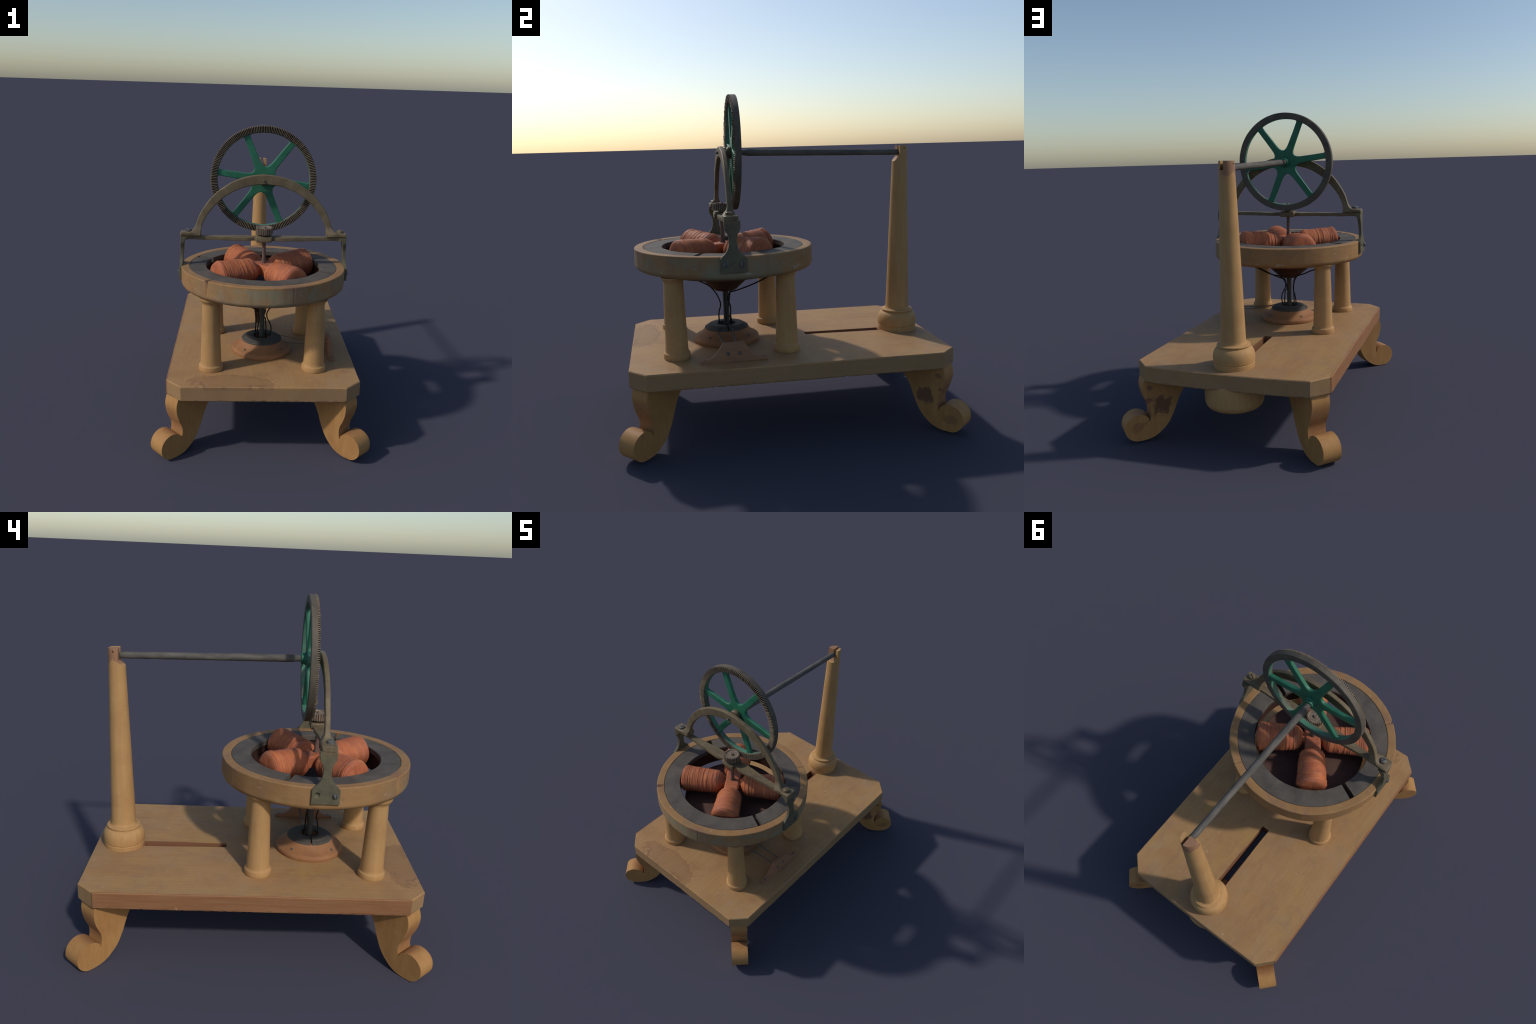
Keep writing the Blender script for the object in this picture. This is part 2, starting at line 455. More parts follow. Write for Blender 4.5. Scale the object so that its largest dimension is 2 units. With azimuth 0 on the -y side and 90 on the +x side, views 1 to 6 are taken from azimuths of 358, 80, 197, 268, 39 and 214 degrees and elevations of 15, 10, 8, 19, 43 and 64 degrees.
def feet():
    bm = plate_bm(foot_outline(), -0.058, 0.058, 0.004, 2, axis='y')
    roughen(bm, 0.0015, 16)
    me = to_mesh(bm, 'scroll_foot')
    first = None
    for sx, sy in ((-1, -1), (1, -1), (-1, 1), (1, 1)):
        a = math.atan2(sy, sx)
        if first is None:
            ob = first = link('scroll_foot', me, root, [LEGWOOD])
        else:
            ob = first.copy()
            bpy.context.scene.collection.objects.link(ob)
            ob.parent = root
        # the feet were never set quite true: two are turned towards the long sides
        turn, lx, ly = {(1, 1): (-0.055, 0.559, 0.871), (-1, -1): (-0.055, 0.559, 0.871), (-1, 1): (0.03, 0.540, 0.870), (1, -1): (0.0, 0.535, 0.873)}[(sx, sy)]
        a += turn
        ob.location = (sx * lx, sy * ly, 0)
        ob.rotation_euler = (0, 0, a)
        if sx > 0 and sy > 0:
            ob.material_slots[0].link = 'OBJECT'
            ob.material_slots[0].material = STAINEDWOOD
feet()

# ---- four short columns
def columns():
    base, top = Z1 - 0.003, 0.945
    prof = [(0.0, base), (0.071, base), (0.074, base + 0.005)] + [(0.0755, base + 0.012), (0.076, base + 0.020), (0.0755, base + 0.028)] + \
        arc(0.0675, base + 0.033, 0.0075, 20, 75, 4) + [(0.0665, base + 0.044), (0.0652, base + 0.050), (0.0645, base + 0.06)]
    prof += [(0.0645 - 0.0115 * t, base + 0.06 + t * (0.905 - base - 0.06)) for t in [i / 10 for i in range(11)]]
    prof += [(0.054, 0.915), (0.058, 0.922), (0.064, 0.930), (0.069, 0.938), (0.070, top), (0.0, top)]
    first = None
    for i, (x, y) in enumerate(((-0.327, -0.664), (0.32, -0.66), (-0.330, -0.029), (0.315, -0.023))):
        if first is None:
            bm = lathe_bm(prof, 64, lambda r, z, a: (r * (1 + 0.012 * n1((cos(a), sin(a), z * 6), 1.3)), z))
            ob = first = link('column', to_mesh(bm, 'column'), root, [TURNED])
        else:
            ob = first.copy()
            bpy.context.scene.collection.objects.link(ob)
            ob.parent = root
        ob.location = (x, y, 0)
        ob.rotation_euler = (0, 0, i * 1.9)
columns()

# ---- round wooden table ring, two halves joined, with rebate for the iron
def table():
    zt, zb, ro, ri = 1.071, 0.935, 0.531, 0.382
    prof = [(ri, zb), (ro - 0.065, zb), (ro - 0.048, zb + 0.0015), (ro - 0.036, zb + 0.005)] + arc(ro - 0.032, zb + 0.038, 0.032, -70, 0, 7) + \
        [(ro, zb + 0.06), (ro, zt - 0.008)] + arc(ro - 0.006, zt - 0.006, 0.006, 0, 90, 3) + \
        [(ro - 0.03, zt), (0.482, zt - 0.001), (0.479, zt - 0.004), (0.479, zt - 0.034), (ri, zt - 0.034)]
    joints = (math.radians(-131), math.radians(57.7), math.radians(-72))
    def wob(r, z, a):
        dr = dz = 0.0
        if r > 0.45 and z > 1.035:
            pass
        for k, j in enumerate(joints):
            d = abs((a - j + pi) % (2 * pi) - pi)
            w = 0.026 if k == 0 else 0.007
            if d < w and r > 0.40:
                f = 1 - d / w
                deep = (0.012, 0.006, 0.002)[k] * f
                if k == 0 and z < 1.04:
                    deep = 0.004 * max(0, 1 - d / 0.006)
                if r > 0.52:
                    dr -= deep * (1.0 if z > 0.99 else 0.3)
                if z > 1.05 and k < 2:
                    dz -= deep * (1.5 if r > 0.49 else 0.5)
        rr = r
        if r > 0.5:
            rr = r + 0.0035 * n1((cos(a) * 3, sin(a) * 3, z * 3), 1.0, 3) + 0.0015 * n1((cos(a) * 14, sin(a) * 14, z * 20))
        if z < zb + 0.02 and r > 0.47:
            dz += 0.006 * max(0, n1((cos(a) * 24, sin(a) * 24, 0), 1, 9) - 0.25)
        rr *= 1 + 0.010 * sin(a) ** 2 if r > 0.4 else 1
        return rr + dr, z + dz
    bm = lathe_bm(prof, 720, wob, closed=True)
    tilt = -0.013                                   # the table top dips slightly towards the post
    for v in bm.verts:
        v.co.z += tilt * v.co.y
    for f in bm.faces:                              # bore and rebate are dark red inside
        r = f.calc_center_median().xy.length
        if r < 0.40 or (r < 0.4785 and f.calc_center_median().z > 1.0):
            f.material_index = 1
    ring = link('table_ring', to_mesh(bm, 'table_ring'), root, [RINGWOOD, BOREM], (CX, CY, 0))
    # material wants board-space coordinates
    for v in ring.data.vertices:
        v.co += Vector((CX, CY, 0))
    ring.location = (0, 0, 0)
    # iron ring: two C-shaped segments with a gap at either end
    for a0, a1 in ((-22.3, 153.7), (157.6, 334.0)):
        bm = bmesh.new()
        prof2 = [(0.371, 1.0375), (0.4775, 1.0375), (0.4785, 1.039), (0.4785, 1.066), (0.4765, 1.0685), (0.374, 1.0685), (0.371, 1.0655)]
        n = 200
        rings = []
        for i in range(n + 1):
            a = math.radians(a0 + (a1 - a0) * i / n)
            rings.append([bm.verts.new((CX + (r + (0.0012 * n1((cos(a) * 9, sin(a) * 9, z)) if r < 0.4 else 0)) * cos(a), CY + r * (1.008 if r > 0.4 else 1.0) * sin(a), z + tilt * r * sin(a) + 0.0015 * n1((cos(a) * 7, sin(a) * 7, r * 9)))) for r, z in prof2])
        m = len(prof2)
        for A, B in zip(rings, rings[1:]):
            for k in range(m):
                bm.faces.new((A[k], A[(k + 1) % m], B[(k + 1) % m], B[k]))
        bm.faces.new(rings[0]); bm.faces.new(rings[-1])
        link('iron_segment', to_mesh(bm, 'iron_segment'), ring, [IRON])
table()

# ---- rotor: dark plate with cone, cross of windings, shafts, pinion
def rotor():
    prof = [(0, 0.785), (0.055, 0.785), (0.064, 0.788), (0.072, 0.794), (0.125, 0.842), (0.17, 0.880), (0.20, 0.897), (0.24, 0.902), (0.340, 0.903), (0.346, 0.906), (0.347, 0.912), (0.347, 0.922), (0.343, 0.926), (0.0, 0.926)]
    bm = lathe_bm(prof, 128)
    for f in bm.faces:
        if f.calc_center_median().z < 0.9025:
            f.material_index = 1
    plate = link('rotor_plate', to_mesh(bm, 'rotor_plate'), root, [DISCM, BOREM], (CX, CY, 0))
    # windings
    zc = 1.039
    for q, (deg, start, end, zc) in enumerate(((34.0, 0.078, 0.358, 1.040), (124.0, 0.100, 0.350, 1.040), (-56.0, 0.098, 0.349, 1.036), (-148.0, 0.078, 0.359, 1.0425))):
        radius_at = smooth_curve([(start - 0.012, 0.046), (start - 0.004, 0.054), (start + 0.004, 0.066), (start + 0.016, 0.075), (start + 0.034, 0.081), (start + 0.07, 0.084), (0.20, 0.0865), (0.25, 0.089), (0.29, 0.0915), (end - 0.026, 0.0935), (end - 0.013, 0.090), (end - 0.005, 0.081), (end - 0.001, 0.066), (end + 0.0005, 0.040), (end + 0.001, 0.0)], 9)
        R = random.Random(31 + q)
        pitch = 0.0050
        amp = [R.uniform(-1, 1) for _ in range(80)]
        tilt = [(R.uniform(-1, 1) * 0.0035, R.uniform(0, 6.28)) for _ in range(80)]
        bm = bmesh.new()
        n = 120
        S = []
        for (s0, r0), (s1, r1) in zip(radius_at, radius_at[1:]):
            S.append((s0, r0)); S.append(((s0 + s1) / 2, (r0 + r1) / 2))
        S.append(radius_at[-1])
        rings = []
        for s, r in S:
            ring = []
            for i in range(n):
                a = 2 * pi * i / n
                k0 = int(s / 0.035)
                tl, ph = tilt[k0 % 80]
                sp = s + tl * cos(a - ph) + 0.003 * n1((s * 30, cos(a) * 2, sin(a) * 2), 1, q)
                idx = int(sp / pitch) % 80
                f = sp / pitch - int(sp / pitch)
                fade = min(1, r / 0.05)
                bumpv = (0.0010 * math.sqrt(max(0, sin(pi * f))) + 0.0018 * amp[idx] * abs(amp[(idx * 7) % 80]) * 1.6 + 0.0022 * n1((s * 22, cos(a) * 1.5, sin(a) * 1.5), 1, 5 + q)) * fade
                rr = r + bumpv
                # wedge of loose overlapping turns near the inner end
                rr += 0.004 * fade * max(0, n1((s * 55, cos(a) * 0.9, sin(a) * 0.9), 1, 11 * q)) * (1 if s < 0.19 else 0.35)
                bulge = 1 + 0.02 * cos(4 * a)
                ring.append(bm.verts.new((s + 0.004 * n1((cos(a), sin(a), s * 10), 1, q) * (1 if s > 0.32 else 0), rr * bulge * cos(a), rr * bulge * sin(a) * 0.985)))
            rings.append(ring)
        for A, B in zip(rings, rings[1:]):
            for i in range(n):
                bm.faces.new((A[i], A[(i + 1) % n], B[(i + 1) % n], B[i]))
        bmesh.ops.remove_doubles(bm, verts=rings[-1], dist=0.003)
        bm.faces.new(rings[0])
        link('winding', to_mesh(bm, 'winding'), plate, [WINDING], (0.003, -0.004, zc), (0, 0, math.radians(deg)), 60, False)
    # square core of the cross, wrapped in the same painted cloth
    bm = box_bm(-0.125, 0.125, -0.050, 0.050, -0.032, 0.043, 0.014, seg=3)
    box_bm(-0.034, 0.034, -0.085, 0.085, -0.030, 0.030, 0.012, bm, 3)
    bmesh.ops.subdivide_edges(bm, edges=bm.edges, cuts=3, use_grid_fill=True)
    roughen(bm, 0.004, 28)
    link('armature_core', to_mesh(bm, 'armature_core'), plate, [WINDING], (0.003, -0.004, 1.039), (0, 0, math.radians(-55)), 50)
    # shafts
    up = [(0, 1.07), (0.0165, 1.07), (0.0165, 1.085), (0.0145, 1.092), (0.0125, 1.12), (0.0115, 1.16), (0.0112, 1.228), (0.0112, 1.30), (0, 1.30)]
    link('upper_shaft', to_mesh(lathe_bm(up, 32), 'upper_shaft'), plate, [RUSTY], (0.004, -0.004, 0))
    low = [(0, 0.50), (0.0165, 0.50), (0.0168, 0.6), (0.0160, 0.7), (0.0178, 0.76), (0.018, 0.79), (0, 0.79)]
    link('lower_shaft', to_mesh(lathe_bm(low, 32), 'lower_shaft'), plate, [SHAFTIRON], (0.002, 0.0, 0))
    # pinion: toothed drum with raised rim and centre nut
    bm = bmesh.new()
    N = 26
    z0, z1 = 1.278, 1.320
    def gear_ring(z, ro, rr):
        out = []
        for i in range(N):
            for f, r in ((0.08, rr), (0.30, ro), (0.62, ro), (0.84, rr)):
                a = 2 * pi * (i + f) / N
                out.append(bm.verts.new((r * cos(a), r * sin(a), z)))
        return out
    g = [gear_ring(z0, 0.0545, 0.0475), gear_ring(z0 + 0.002, 0.056, 0.0475), gear_ring(z1 - 0.003, 0.056, 0.0475), gear_ring(z1, 0.0535, 0.0472)]
    M = 4 * N
    for A, B in zip(g, g[1:]):
        for i in range(M):
            bm.faces.new((A[i], A[(i + 1) % M], B[(i + 1) % M], B[i]))
    bm.faces.new(g[0])
    inner = [bm.verts.new((0.043 * cos(2 * pi * (i + 0.46) / M), 0.043 * sin(2 * pi * (i + 0.46) / M), z1 - 0.0005)) for i in range(M)]
    inner2 = [bm.verts.new((0.039 * cos(2 * pi * (i + 0.46) / M), 0.039 * sin(2 * pi * (i + 0.46) / M), z1 - 0.006)) for i in range(M)]
    for A, B in ((g[-1], inner), (inner, inner2)):
        for i in range(M):
            bm.faces.new((A[i], A[(i + 1) % M], B[(i + 1) % M], B[i]))
    bm.faces.new(inner2)
    lathe_bm([(0, z1 - 0.008), (0.012, z1 - 0.008), (0.011, z1 + 0.003), (0.0075, z1 + 0.006), (0.005, z1 + 0.003), (0, z1 + 0.001)], 24, bm=bm)
    lathe_bm([(0, 1.262), (0.021, 1.262), (0.021, 1.281), (0, 1.281)], 24, bm=bm)
    link('pinion', to_mesh(bm, 'pinion'), plate, [PINIONM], (0.004, -0.004, 0), (0, 0, 0.05), 30)
rotor()

# ---- crossbar, arch and side brackets that carry the gears
def slotted_screw(name, parent, loc, rot, r, h, mat=None):
    bm = lathe_bm([(0, -0.004), (r, -0.004), (r, h * 0.55), (r * 0.93, h * 0.85), (r * 0.75, h), (0, h * 1.05)], 32)
    me = to_mesh(bm, name)
    cut = to_mesh(box_bm(-r * 1.3, r * 1.3, -r * 0.13, r * 0.13, h * 0.4, h * 2, 0), 'cut')
    a = bpy.data.objects.new('tmp_a', me); b = bpy.data.objects.new('tmp_b', cut)
    for o in (a, b):
        bpy.context.scene.collection.objects.link(o)
    md = a.modifiers.new('b', 'BOOLEAN'); md.object = b; md.operation = 'DIFFERENCE'; md.solver = 'EXACT'
    dg = bpy.context.evaluated_depsgraph_get()
    res = bpy.data.meshes.new_from_object(a.evaluated_get(dg))
    bpy.data.objects.remove(a); bpy.data.objects.remove(b)
    return link(name, res, parent, [mat or SCREWM], loc, rot, 35)

def apply_boolean(me, cutters):
    a = bpy.data.objects.new('tmp_a', me)
    bpy.context.scene.collection.objects.link(a)
    obs = []
    for c in cutters:
        b = bpy.data.objects.new('tmp_b', c)
        bpy.context.scene.collection.objects.link(b)
        md = a.modifiers.new('b', 'BOOLEAN'); md.object = b; md.operation = 'DIFFERENCE'; md.solver = 'EXACT'
        obs.append(b)
    dg = bpy.context.evaluated_depsgraph_get()
    res = bpy.data.meshes.new_from_object(a.evaluated_get(dg))
    for o in obs + [a]:
        bpy.data.objects.remove(o)
    return res

YB = -0.346
def frame():
    # crossbar: two leaf-shaped arms and a square bearing block in the middle
    half = smooth_curve([(0.030, 0.040), (0.052, 0.040), (0.058, 0.026), (0.075, 0.031), (0.105, 0.0375), (0.15, 0.036), (0.23, 0.029), (0.32, 0.0225), (0.40, 0.021), (0.47, 0.024), (0.50, 0.0335), (0.534, 0.0345)], 5)
    right = half
    top = [(x, YB + w) for x, w in right]
    bot = [(x, YB - w) for x, w in reversed(right)]
    left_b = [(-x, YB - w) for x, w in right]
    left_t = [(-x, YB + w) for x, w in reversed(right)]
    bm = plate_bm(top + bot + left_b + left_t, 1.2385, 1.2625, 0.004, 2, axis='z')
    for v in bm.verts:                      # arms bow by a few millimetres
        v.co.z -= 0.004 * (1 - (abs(v.co.x) / 0.53) ** 2) - 0.0025 * n1(v.co, 12)
    box_bm(-0.050, 0.054, YB - 0.050, YB + 0.048, 1.2275, 1.266, 0.009, bm)
    bar = link('crossbar', to_mesh(bm, 'crossbar'), root, [OLIVE])
    # arch: strap between two arcs whose centres differ, so it thins towards the feet
    def circ(cz, R, x):
        return cz + math.sqrt(max(0, R * R - x * x))
    xs = [i / 40 for i in range(-40, 41)]
    outer = [(0.437 * x, circ(1.201, 0.457, 0.437 * x)) for x in xs]
    inner = [(0.397 * x, circ(1.167, 0.429, 0.397 * x)) for x in reversed(xs)]
    out_r = [(0.4445, 1.316), (0.453, 1.302), (0.466, 1.293), (0.482, 1.2895), (0.530, 1.2885), (0.536, 1.284), (0.536, 1.262)]
    in_r = [(0.4045, 1.262), (0.4045, 1.295)]
    outline = outer + out_r + in_r + inner + [(-a, b) for a, b in reversed(in_r)] + [(-a, b) for a, b in reversed(out_r)]
    bm = plate_bm(outline, -0.354, -0.326, 0.006, 3, axis='y')
    bmesh.ops.subdivide_edges(bm, edges=[e for e in bm.edges if e.calc_length() > 0.03], cuts=1)
    for v in bm.verts:
        t = max(0, min(1, (1.330 - v.co.z) / 0.042))
        t = t * t
        yc = -0.340
        w = 1 + t * 1.75
        v.co.y = (yc - 0.006 * t) + (v.co.y - yc) * w
        v.co += Vector((n1(v.co, 14), n1(v.co, 14, 3), n1(v.co, 14, 5))) * 0.0022
    arch = link('arch', to_mesh(bm, 'arch'), root, [OLIVE])
    slotted_screw('bolt', arch, (-0.484, -0.354, 1.287), (0, 0, 0.9), 0.021, 0.020)
    slotted_screw('bolt', arch, (0.494, -0.352, 1.287), (0, 0, -0.5), 0.021, 0.020, OLIVE)
    slotted_screw('set_screw', arch, (-0.004, -0.356, 1.621), (pi / 2, 0, 0), 0.0085, 0.012)
    # side brackets: shaped plate screwed to the table ring, bent in at the top
    half_w = [(0.072, 0.984), (0.0722, 1.045), (0.0715, 1.063), (0.062, 1.073), (0.047, 1.086), (0.034, 1.103), (0.0255, 1.124), (0.0215, 1.150), (0.0225, 1.174), (0.028, 1.192), (0.036, 1.205), (0.0425, 1.217), (0.0435, 1.24), (0.0435, 1.2615)]
    for sx in (-1, 1):
        yb = -0.3425 if sx < 0 else -0.341
        out = [(yb + w, z) for w, z in half_w] + [(yb - w, z) for w, z in reversed(half_w)]
        bm = plate_bm(out, 0.523, 0.542, 0.003, 2, axis='x')
        bmesh.ops.subdivide_edges(bm, edges=[e for e in bm.edges if e.calc_length() > 0.02], cuts=2)
        for v in bm.verts:
            t = max(0, min(1, (v.co.z - 1.06) / 0.2))
            thick = 0.004 * t
            if v.co.x < 0.53:
                v.co.x -= thick
            v.co.x -= 0.010 * t
            # inner fillet under the flange
            if v.co.x < 0.527 and v.co.z > 1.205:
                f = (v.co.z - 1.205) / 0.0575
                v.co.x -= 0.030 * f ** 3
            v.co += Vector((n1(v.co, 15), n1(v.co, 15, 3), 0)) * 0.0015
            v.co.x *= sx
        me = to_mesh(bm, 'bracket')
        if sx < 0:                                  # one screw is missing: empty countersunk hole
            cut = lathe_bm([(0, -0.013), (0.007, -0.012), (0.0165, 0.0005), (0.0165, 0.01), (0, 0.01)], 28)
            bmesh.ops.rotate(cut, verts=cut.verts, cent=(0, 0, 0), matrix=Matrix.Rotation(-pi / 2, 3, 'Y'))
            bmesh.ops.translate(cut, verts=cut.verts, vec=(-0.542, -0.299, 1.034))
            me = apply_boolean(me, [to_mesh(cut, 'cut')])
        br = link('bracket', me, root, [BRACKET])
        ang = sx * pi / 2
        if sx > 0:
            slotted_screw('screw', br, (0.541, -0.386, 1.030), (0, ang, 0.3), 0.0165, 0.006)
            slotted_screw('screw', br, (0.541, -0.296, 1.030), (0, ang, 0.9), 0.0165, 0.006)
        else:
            slotted_screw('screw', br, (-0.541, -0.391, 1.034), (0, ang, 0.5), 0.0155, 0.010)
frame()

# ---- the big crown wheel (its own origin is its hub)
def wheel():
    loc = (-0.005, -0.2695, 1.6185)
    # rim: turned section about the wheel axis (local y)
    prof = [(0.2965, -0.009), (0.2985, -0.011), (0.3385, -0.011), (0.3405, -0.008), (0.3405, 0.018), (0.3375, 0.021), (0.3005, 0.021), (0.2965, 0.018)]
    bm = lathe_bm(prof, 256, lambda r, z, a: (r + 0.0008 * n1((cos(a) * 7, sin(a) * 7, z * 20)), z), closed=True)
    bmesh.ops.rotate(bm, verts=bm.verts, cent=(0, 0, 0), matrix=Matrix.Rotation(-pi / 2, 3, 'X'))
    for f in bm.faces:                       # near-black valleys between the teeth
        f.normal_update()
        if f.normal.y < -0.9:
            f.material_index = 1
    bm.normal_update()
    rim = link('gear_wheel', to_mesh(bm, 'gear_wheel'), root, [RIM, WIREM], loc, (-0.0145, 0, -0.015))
    # radial teeth on the front face
    bm = bmesh.new()
    N = 192
    for i in range(N):
        R = random.Random(i)
        a = 2 * pi * i / N
        hb, ht = 0.0034, 0.0018 + R.uniform(-0.0004, 0.0004)
        top = -0.0245 + R.uniform(-0.0015, 0.0015)
        e = Vector((cos(a), 0, sin(a))); t = Vector((-sin(a), 0, cos(a)))
        def P(r, s, y):
            return bm.verts.new(e * r + t * s + Vector((0, y, 0)))
        b = [P(0.2985, -hb * 0.95, -0.010), P(0.340, -hb, -0.010), P(0.340, hb, -0.010), P(0.2985, hb * 0.95, -0.010)]
        u = [P(0.3015, -ht, top + 0.004), P(0.3360, -ht, top), P(0.3360, ht, top), P(0.3015, ht, top + 0.004)]
        m = [P(0.3400, -ht * 1.3, top + 0.005), P(0.3400, ht * 1.3, top + 0.008)]
        bm.faces.new((u[0], u[1], u[2], u[3])); bm.faces.new((b[3], b[2], b[1], b[0]))
        bm.faces.new((u[1], m[0], m[1], u[2])); bm.faces.new((m[0], b[1], b[2], m[1]))
        bm.faces.new((b[0], b[1], m[0], u[1], u[0])); bm.faces.new((b[2], b[3], u[3], u[2], m[1]))
        bm.faces.new((b[3], b[0], u[0], u[3]))
    teeth = link('gear_teeth', to_mesh(bm, 'gear_teeth'), rim, [TEETH])
    teeth['kind'] = 'stuff'
    # spider of six tapering arms, filleted into a web round the hub
    pts = []
    for k in range(6):
        a = math.radians(51.8 + 60 * k)
        e, t = Vector((cos(a), sin(a))), Vector((-sin(a), cos(a)))
        for u, w in ((0.125, -0.023), (0.21, -0.0215), (0.287, -0.0205), (0.299, -0.027)):
            pts.append(e * u + t * w)
        for u, w in ((0.299, 0.027), (0.287, 0.0205), (0.21, 0.0215), (0.125, 0.023)):
            pts.append(e * u + t * w)
        a2 = a + math.radians(60)
        e2, t2 = Vector((cos(a2), sin(a2))), Vector((-sin(a2), cos(a2)))
        p0, p2 = e * 0.125 + t * 0.023, e2 * 0.125 - t2 * 0.023
        mid = a + math.radians(30)
        c = Vector((cos(mid), sin(mid))) * 0.046
        for i in range(1, 8):
            s = i / 8
            pts.append(p0 * (1 - s) ** 2 + c * 2 * s * (1 - s) + p2 * s * s)
    bm = plate_bm([(p.x, p.y) for p in pts], -0.0125, 0.0125, 0.006, 3, axis='y')
    roughen(bm, 0.0012, 25)
    for v in bm.verts:
        v.co.y += 0.004
    link('spokes', to_mesh(bm, 'spokes'), rim, [GREEN])
    rotX = Matrix.Rotation(-pi / 2, 3, 'X')
    bm = lathe_bm([(0, 0.015), (0.036, 0.015), (0.0355, 0.022), (0.032, 0.028), (0.029, 0.031), (0.0285, 0.043), (0.026, 0.046), (0, 0.046)], 40)
    bmesh.ops.rotate(bm, verts=bm.verts, cent=(0, 0, 0), matrix=rotX)
    link('hub_boss', to_mesh(bm, 'hub_boss'), rim, [GREEN])
    bm = lathe_bm([(0, -0.009), (0.034, -0.009), (0.036, -0.013), (0.036, -0.024), (0.033, -0.031), (0.027, -0.036), (0.0135, -0.037), (0.0125, -0.040), (0.012, -0.070), (0, -0.070)], 40)
    bmesh.ops.rotate(bm, verts=bm.verts, cent=(0, 0, 0), matrix=rotX)
    link('axle_collar', to_mesh(bm, 'axle_collar'), rim, [OLIVE])
wheel()

# ---- long drive rod from the wheel to the post
def rod():
    path = [(-0.008 + 0.020 * t, -0.226 + 0.985 * t, 1.6185 - 0.023 * t) for t in [i / 40 for i in range(41)]]
    def rad(t):
        r = 0.0208 - 0.0025 * t
        if t < 0.03:
            r = 0.0165
        return r + 0.0008 * n1((t * 40, 0, 0))
    bm = tube_bm(path, rad, 24)
    roughen(bm, 0.0012, 30)
    ob = link('drive_rod', to_mesh(bm, 'drive_rod'), root, [RODIRON])
    bm = box_bm(0.005, 0.019, 0.752, 0.780, 1.579, 1.6125, 0.003)
    link('rod_tongue', to_mesh(bm, 'rod_tongue'), ob, [RODIRON])
    bm = lathe_bm([(0, -0.004), (0.0042, -0.004), (0.0042, 0.001), (0, 0.001)], 16)
    link('pin_hole', to_mesh(bm, 'pin_hole'), ob, [WIREM], (0.0285, 0.752, 1.5985), (0, pi / 2, 0))
rod()

# ---- tall post with turned foot and forked, cut-away head
def post():
    px, py = 0.005, 0.7735
    b = Z1 - 0.004
    prof = [(0, b - 0.012), (0.117, b - 0.012), (0.1185, b + 0.002), (0.1195, b + 0.018), (0.1175, b + 0.021), (0.1178, b + 0.024)]
    prof += smooth_curve([(0.1205, b + 0.027), (0.1222, b + 0.045), (0.1218, b + 0.064), (0.117, b + 0.085), (0.108, b + 0.101), (0.0985, b + 0.110)], 4)
    prof += [(0.0935, b + 0.1115), (0.0925, b + 0.1145)] + arc(0.0925, b + 0.1215, 0.006, -70, 80, 5) + [(0.086, b + 0.129), (0.0775, b + 0.131), (0.0735, b + 0.138)]
    prof += [(0.0725 - 0.0255 * t, b + 0.15 + t * (1.54 - b - 0.15)) for t in [i / 16 for i in range(17)]]
    prof += [(0.0465, 1.60), (0.0455, 1.632), (0.0435, 1.6365), (0, 1.6365)]
    bm = lathe_bm(prof, 96, lambda r, z, a: (r * (1 + 0.010 * n1((cos(a), sin(a), z * 5), 1.2, 4)), z))
    me = to_mesh(bm, 'post')
    cuts = []
    # front of the head cut away down to a sloping shoulder
    cuts.append(to_mesh(plate_bm([(-0.2, 1.7), (-0.018, 1.7), (-0.014, 1.60), (-0.013, 1.569), (-0.043, 1.5395), (-0.2, 1.5395)], -0.1, 0.1, 0, axis='x'), 'c'))
    # slot for the rod's tongue, widening downwards
    cuts.append(to_mesh(plate_bm([(0.003, 1.7), (0.0205, 1.7), (0.021, 1.607), (0.028, 1.585), (0.001, 1.585), (0.002, 1.607)], -0.2, 0.2, 0, axis='y'), 'c'))
    # cross pin hole
    bm = lathe_bm([(0, -0.1), (0.0045, -0.1), (0.0045, 0.1), (0, 0.1)], 16)
    bmesh.ops.rotate(bm, verts=bm.verts, cent=(0, 0, 0), matrix=Matrix.Rotation(pi / 2, 3, 'Y'))
    bmesh.ops.translate(bm, verts=bm.verts, vec=(0, 0.012, 1.618))
    cuts.append(to_mesh(bm, 'c'))
    me = apply_boolean(me, cuts)
    for v in me.vertices:                   # it leans a little
        v.co.y += 0.012 * (v.co.z - 1.1)
        v.co.x += 0.008 * (v.co.z - 1.1)
    ob = link('post', me, root, [POSTWOOD], (px, py, 0))
    ob.data.name = 'post'
    # big turned knob that holds the post from below
    prof = [(0, Z0 + 0.002), (0.170, Z0 + 0.002), (0.173, Z0 - 0.012), (0.174, 0.30), (0.173, 0.272)] + \
        smooth_curve([(0.171, 0.258), (0.163, 0.240), (0.147, 0.226), (0.118, 0.216), (0.06, 0.211), (0.0, 0.210)], 4)
    prof[-1] = (0, prof[-1][1])
    link('under_knob', to_mesh(lathe_bm(prof, 96), 'under_knob'), root, [TURNED], (px, 0.761, 0))
post()

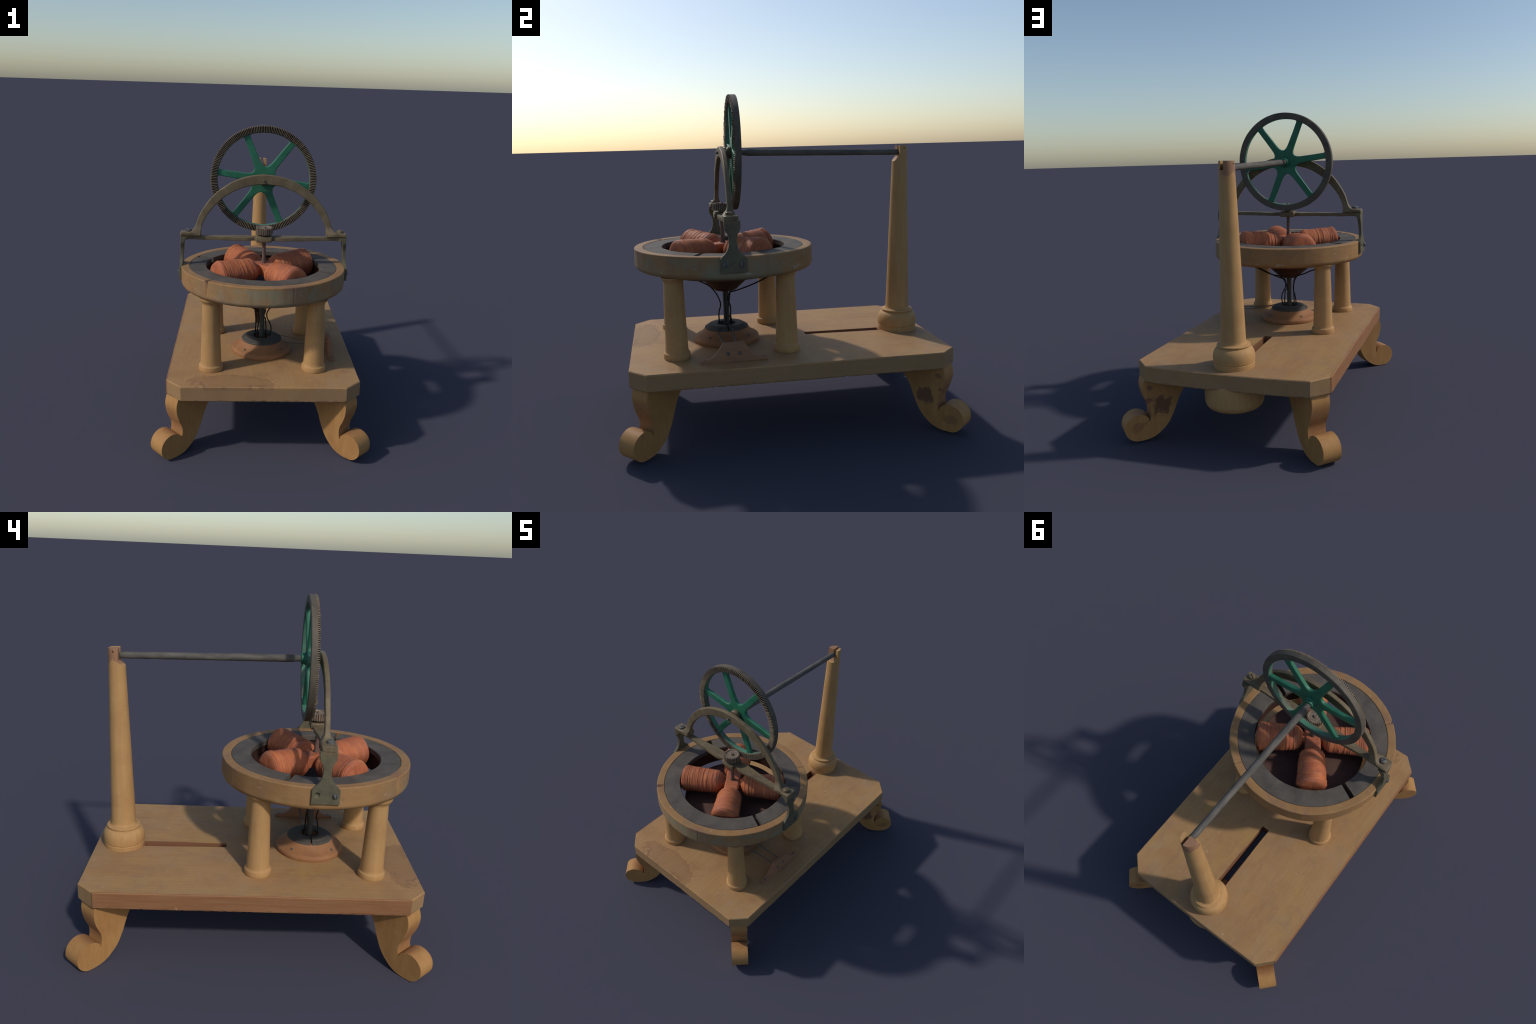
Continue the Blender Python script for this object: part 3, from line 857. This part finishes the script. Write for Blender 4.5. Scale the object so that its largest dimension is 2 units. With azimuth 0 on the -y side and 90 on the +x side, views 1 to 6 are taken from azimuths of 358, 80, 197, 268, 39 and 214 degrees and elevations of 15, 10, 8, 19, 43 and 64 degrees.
# ---- commutator on a turned wooden foot, with its dark two-part cap
def commutator():
    b = Z1 - 0.001
    prof = [(0.05, b), (0.195, b), (0.1985, b + 0.004), (0.2, b + 0.014), (0.199, b + 0.023), (0.1955, b + 0.029), (0.189, b + 0.034)] + \
        smooth_curve([(0.189, b + 0.034), (0.176, b + 0.040), (0.162, b + 0.048), (0.149, b + 0.059), (0.140, b + 0.070), (0.134, b + 0.079), (0.125, b + 0.083)], 4)[1:] + [(0.05, b + 0.084)]
    bm = lathe_bm(prof, 128, lambda r, z, a: (r + 0.0012 * n1((cos(a) * 6, sin(a) * 6, z * 30)), z), closed=True)
    foot = link('commutator_foot', to_mesh(bm, 'commutator_foot'), root, [REDWOOD], (CX, CY - 0.001, 0))
    t = b + 0.082
    prof = [(0.055, t - 0.02), (0.130, t - 0.006)] + arc(0.1265, t - 0.001, 0.0075, -45, 60, 5) + \
        [(0.126, t + 0.0085), (0.119, t + 0.0115), (0.1125, t + 0.013), (0.1105, t + 0.016), (0.1065, t + 0.0195), (0.100, t + 0.021), (0.060, t + 0.0215), (0.055, t + 0.019)]
    # two halves separated by a narrow slit along x
    for a0, a1 in ((2.0, 178.0), (182.0, 358.0)):
        bm = bmesh.new(); rings = []
        for i in range(65):
            a = math.radians(a0 + (a1 - a0) * i / 64)
            rings.append([bm.verts.new((r * cos(a), r * sin(a), z)) for r, z in prof])
        m = len(prof)
        for A, B in zip(rings, rings[1:]):
            for k in range(m):
                bm.faces.new((A[k], A[(k + 1) % m], B[(k + 1) % m], B[k]))
        bm.faces.new(rings[0]); bm.faces.new(rings[-1])
        link('cap_half', to_mesh(bm, 'cap_half'), foot, [EBONITE])
    for k in range(4):
        a = math.radians(47 + 90 * k)
        slotted_screw('small_screw', foot, (0.166 * cos(a), 0.166 * sin(a), b + 0.046), (0, 0.5, a), 0.0075, 0.003)
    # crack wedge facing the open side
    bm = bmesh.new()
    for s in (-1, 1):
        pass
    # black wires from the windings down into the cap
    W = [
        [(0.335, -0.33, 0.885), (0.28, -0.335, 0.853), (0.235, -0.34, 0.838), (0.15, -0.345, 0.800), (0.075, -0.35, 0.784), (0.040, -0.352, 0.752), (0.033, -0.352, 0.709), (0.062, -0.35, 0.638), (0.056, -0.352, 0.57), (0.05, -0.352, 0.53)],
        [(-0.30, -0.18, 0.895), (-0.19, -0.26, 0.852), (-0.13, -0.285, 0.823), (-0.07, -0.305, 0.800), (-0.046, -0.309, 0.765), (-0.039, -0.319, 0.70), (-0.040, -0.325, 0.635), (-0.043, -0.312, 0.575), (-0.04, -0.31, 0.53)],
        [(-0.19, -0.62, 0.893), (-0.12, -0.54, 0.848), (-0.07, -0.445, 0.806), (-0.035, -0.408, 0.772), (-0.024, -0.388, 0.738), (-0.02, -0.374, 0.69), (-0.030, -0.385, 0.636), (-0.038, -0.385, 0.575), (-0.038, -0.38, 0.53)],
        [(0.13, -0.06, 0.893), (0.08, -0.14, 0.842), (0.05, -0.215, 0.806), (0.035, -0.285, 0.782), (0.028, -0.318, 0.772), (0.022, -0.330, 0.735), (0.012, -0.322, 0.70), (0.024, -0.318, 0.685), (0.030, -0.318, 0.62), (0.028, -0.312, 0.575), (0.03, -0.31, 0.53)],
    ]
    for w in W:
        bm = tube_bm(smooth_curve(w, 8), 0.0042, 8)
        link('wire', to_mesh(bm, 'wire'), root, [WIREM])
    # flat leads from the cap to the terminal block
    L = [
        [(0.105, -0.320, 0.570), (0.135, -0.320, 0.564), (0.18, -0.321, 0.553), (0.26, -0.323, 0.535), (0.34, -0.322, 0.531), (0.44, -0.321, 0.533)],
        [(0.105, -0.408, 0.566), (0.135, -0.410, 0.556), (0.18, -0.405, 0.545), (0.26, -0.398, 0.537), (0.34, -0.389, 0.531), (0.44, -0.385, 0.532)],
    ]
    for w in L:
        bm = tube_bm(smooth_curve(w, 6), 0.0042, 8, flat=0.45)
        link('lead_strip', to_mesh(bm, 'lead_strip'), root, [LEADM])
commutator()

# ---- wooden terminal block standing on the board
def terminal():
    half = [(0.188, Z1), (0.188, Z1 + 0.008), (0.184, Z1 + 0.013), (0.172, Z1 + 0.0155), (0.150, Z1 + 0.018), (0.125, Z1 + 0.026), (0.104, Z1 + 0.040), (0.088, Z1 + 0.060), (0.074, Z1 + 0.083), (0.0585, Z1 + 0.106)]
    yc = -0.350
    out = [(yc + w, z) for w, z in half] + [(yc - w, z) for w, z in reversed(half)]
    bm = plate_bm(out, 0.440, 0.475, 0.002, 2, axis='x')
    bmesh.ops.subdivide_edges(bm, edges=[e for e in bm.edges if e.calc_length() > 0.03], cuts=1)
    for v in bm.verts:
        v.co.x -= 0.012 * max(0, (v.co.z - Z1)) / 0.106 * (1 if v.co.x > 0.45 else -0.2)
        if v.co.z < Z1 + 0.0005:
            v.co.z -= 0.001
    ob = link('terminal_block', to_mesh(bm, 'terminal_block'), root, [BLOCKWOOD])
    for y in (-0.383, -0.317):
        slotted_screw('screw', ob, (0.470, y, 0.522), (0, pi / 2 - 0.1, 0.4), 0.0095, 0.004)
    for y in (-0.511, -0.188):
        slotted_screw('screw', ob, (0.458, y, 0.489), (0, 0, 0.4), 0.0075, 0.003)
terminal()

# ---- stand it on the ground
bpy.context.view_layer.update()
low = min((o.matrix_world @ v.co).z for o in bpy.data.objects if o.type == 'MESH' for v in o.data.vertices)
root.location.z -= low
bpy.context.view_layer.update()
